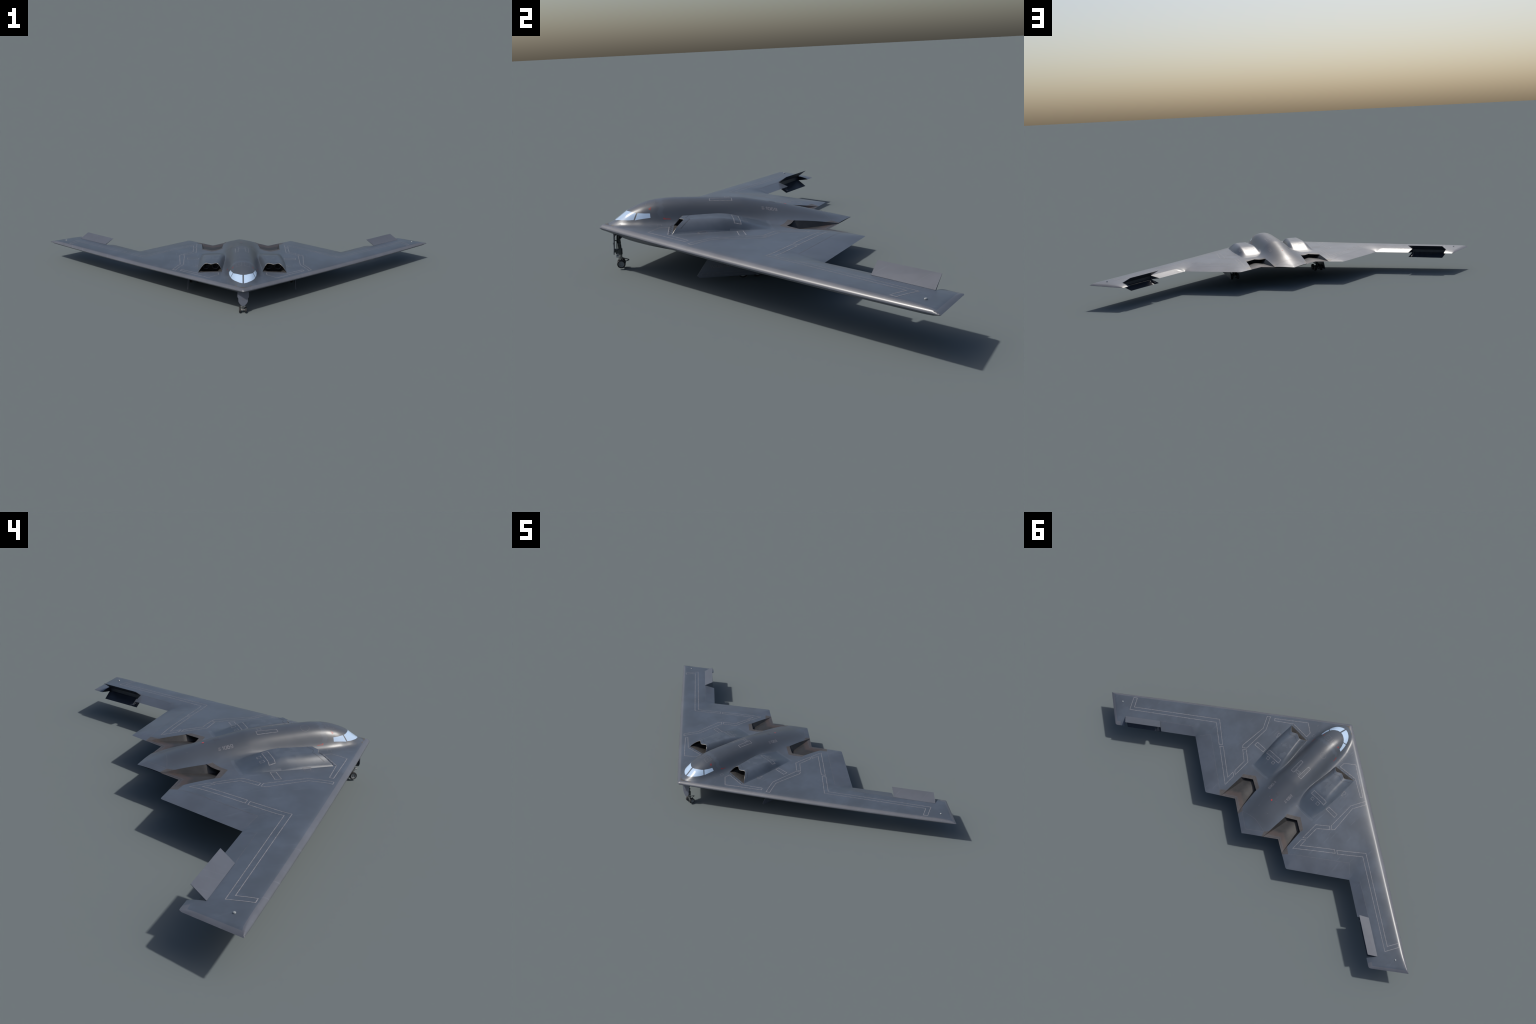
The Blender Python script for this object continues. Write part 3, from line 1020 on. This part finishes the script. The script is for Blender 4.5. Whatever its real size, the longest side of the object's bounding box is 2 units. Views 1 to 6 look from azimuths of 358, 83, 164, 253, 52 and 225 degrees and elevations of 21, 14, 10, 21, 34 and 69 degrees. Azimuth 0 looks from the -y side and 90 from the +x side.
for sx, y0, ys in ((1, .0935, .0820), (-1, .1125, .1240)):
    letters("1069", (.0575, y0), (.0105, .0105), .0021, sx, "serial_number")
    letters("AF", (.0512, ys), (.0046, .0042), .0010, sx, "serial_prefix")
    letters("82", (.0573, ys), (.0046, .0042), .0010, sx, "serial_prefix")

# ------------------------------------------------------------------ landing gear


def tyre(g, c, r, w):
    b = .36 * w
    prof = [(r * .68, -w / 2 * .8), (r * .80, -w / 2), (r * .93, -w / 2 * .86), (r, -w / 2 * .45), (r, w / 2 * .45), (r * .93, w / 2 * .86), (r * .80, w / 2), (r * .68, w / 2 * .8)]
    g.lathe(c, (1, 0, 0), prof, 32, True)


def rim(g, c, r, w):
    prof = [(.0001, -w * .30), (r * .18, -w * .34), (r * .20, -w * .22), (r * .42, -w * .18), (r * .50, -w * .36), (r * .70, -w * .40),
            (r * .70, w * .40), (r * .50, w * .36), (r * .42, w * .18), (r * .20, w * .22), (r * .18, w * .34), (.0001, w * .30)]
    g.lathe(c, (1, 0, 0), prof, 24)


# nose gear
NY = -.3500
g = Geo()
g.tube((0, NY, .046), (0, NY - .003, .125), .0050, .0054)
g.tube((0, NY, .058), (0, NY, .040), .0068, .0060)
g.box((0, NY - .008, .050), (.014, .012, .013))
g.box((0, NY - .015, .053), (.010, .004, .010))
g.tube((0, NY - .002, .090), (0, NY + .030, .108), .0024)
g.tube((.006, NY - .002, .086), (.010, NY + .024, .108), .0018)
g.tube((-.006, NY - .002, .086), (-.010, NY + .024, .108), .0018)
g.tube((0, NY + .002, .030), (0, NY + .024, .022), .0014)
g.tube((0, NY + .002, .014), (0, NY + .024, .021), .0014)
g.box((0, NY - .001, .074), (.015, .009, .004))
g.tube((.008, NY - .006, .098), (.008, NY - .010, .052), .0012)
g.tube((-.008, NY - .006, .098), (-.008, NY - .010, .052), .0012)
nose_gear = g.make("nose_gear", M_GEAR)
g = Geo()
g.tube((0, NY, .012), (0, NY, .046), .0046)
g.tube((-.014, NY, .0128), (.014, NY, .0128), .0034)
g.tube((-.010, NY - .004, .030), (.010, NY - .004, .030), .0030)
g.tube((-.008, NY - .006, .036), (-.008, NY - .013, .036), .0034)
g.tube((.008, NY - .006, .036), (.008, NY - .013, .036), .0034)
g.make("oleo_strut", M_CHROME, nose_gear)
for cx in (-.0135, .0135):
    g = Geo(); tyre(g, (cx, NY, .0128), .0128, .0092); g.make("tyre", M_TYRE, nose_gear, 40)
    g = Geo(); rim(g, (cx, NY, .0128), .0128, .0092); g.make("wheel_rim", M_RIM, nose_gear, 40)
g = Geo()
half = [(.0070, .0430), (.0150, .0510), (.0212, .0605), (.0222, .0780), (.0262, .0830), (.0262, .1080), (.0200, .1130)]
out = [(x, -.3665 - .0045 * (.11 - z) / .07 + .10 * x * x / .026, z) for x, z in half]
out = [(0, -.3705, .0400)] + out + [(0, -.3660, .1080)] + [(-p[0], p[1], p[2]) for p in reversed(out)]
g.plate(out, (0, .0022, 0))
nd_ = g.make("gear_door", M_DOOR, nose_gear, 20)
g = Geo()
g.tube((0, -.3640, .085), (0, NY - .003, .080), .0016)
g.tube((.014, -.3630, .100), (.006, NY, .112), .0014)
g.tube((-.014, -.3630, .100), (-.006, NY, .112), .0014)
g.make("door_link", M_GEAR, nose_gear)

FONT_N = [0]


def lettering(text, size, matrix, parent, name="lettering"):
    cu = bpy.data.curves.new("tmp_text", "FONT")
    cu.body = text; cu.size = size; cu.align_x = "CENTER"; cu.extrude = .0002
    cu.shear = .25 if len(text) > 3 else 0
    to = bpy.data.objects.new("tmp_text", cu)
    SC.collection.objects.link(to)
    dg = bpy.context.evaluated_depsgraph_get()
    me = bpy.data.meshes.new_from_object(to.evaluated_get(dg))
    bpy.data.objects.remove(to); bpy.data.curves.remove(cu)
    me.transform(matrix)
    me.materials.clear(); me.materials.append(M_TEXT)
    me.name = name
    return obj(name, me, parent)


from mathutils import Matrix
lettering("069", .0085, Matrix(((1, 0, 0, 0), (0, 0, -1, -.3694), (0, 1, 0, .0720), (0, 0, 0, 1))), nose_gear)

# main gear, one bogie of four wheels each side
for sx in (1, -1):
    X = .2345 * sx
    g = Geo()
    g.tube((X, .016, .048), (X, .006, .110), .0085, .0095)
    g.tube((X, .016, .024), (X, .016, .050), .0062)
    g.box((X, .0155, .0225), (.009, .050, .009))
    for cy in (-.005, .036):
        g.tube((X - .018, cy, .0212), (X + .018, cy, .0212), .0038)
    g.tube((X, .012, .055), (X - .045 * sx, .000, .105), .0035)
    g.tube((X, .012, .060), (X, -.055, .105), .0038)
    g.tube((X, .034, .028), (X, .022, .058), .0020)
    gear = g.make("main_gear", M_GEAR)
    for cx in (-.0163, .0163):
        for cy in (-.005, .036):
            q = Geo(); tyre(q, (X + cx, cy, .0212), .0155, .0125); q.make("tyre", M_TYRE, gear, 40)
            q = Geo(); rim(q, (X + cx, cy, .0212), .0155, .0125); q.make("wheel_rim", M_RIM, gear, 40)
    # long outboard door
    g = Geo()
    dx = lambda z: .2640 - .05 * (z - .02)
    prof = [(-.1330, .0240), (-.1270, .0180), (.0560, .0140), (.0740, .0160), (.0560, .0550), (.0450, .1000), (-.0790, .1000)]
    g.plate([(sx * dx(z), y, z) for y, z in prof], (-sx * .0025, 0, 0))
    door = g.make("gear_door", M_DOOR, gear, 20)
    g = Geo()
    for y0 in (-.07, .02):
        g.tube((sx * .2600, y0, .060), (X, y0 + .02, .090), .0020)
    g.make("door_link", M_GEAR, gear)
    # writing and stripe on the outer face: reads nose-to-tail on the right side
    for txt, size, y, z in (("SPIRIT", .0118, -.056, .0710), ("OF", .0100, -.056, .0580), ("WASHINGTON", .0118, -.056, .0425)):
        mt = Matrix(((0, 0, sx, sx * (dx(z + .004) + .0006)), (sx, 0, 0, y), (0, 1, -.05, z), (0, 0, 0, 1)))
        lettering(txt, size, mt, gear)
    for y0, y1 in ((-.122, -.112), (-.110, -.066), (-.064, .040)):
        lo, hi = .0225 - .0200 * (y0 + .13) , .0225 - .0200 * (y1 + .13)
        t = .0085
        q = [(y0, lo), (y1, hi), (y1, hi + t), (y0, lo + t)]
        if y0 == -.122:
            q = [(y0 + .003, lo), (y1, hi), (y1, hi + t), (y0 + .003, lo + t), (y0 - .002, lo + t / 2)]
        V, F = [], []
        P = [(sx * (dx(z) + .0005), y, z) for y, z in q]
        cen = np.mean(np.array(P), 0)
        for p in P:
            V.append(p); V.append(tuple(np.array(p) + (cen - np.array(p)) * .0 + np.array([0, np.sign(cen[1] - p[1]) * .0009, np.sign(cen[2] - p[2]) * .0009])))
        m = len(P)
        F = [(2 * i, 2 * ((i + 1) % m), 2 * ((i + 1) % m) + 1, 2 * i + 1) for i in range(m)]
        if y0 == -.110:
            for a in range(11):
                for b in range(2):
                    yy = y0 + (a + .25) * .004
                    zc_ = .0225 - .0200 * (yy + .13) + .0014 + (b * 2 + a % 2) * .0016
                    o = len(V)
                    V += [(sx * (dx(zc_) + .0005), yy + i * .0032, zc_ + j * .0015) for i, j in ((0, 0), (1, 0), (1, 1), (0, 1))]
                    F.append((o, o + 1, o + 2, o + 3))
        part("door_stripe", V, F, M_LINE_F, gear, False)
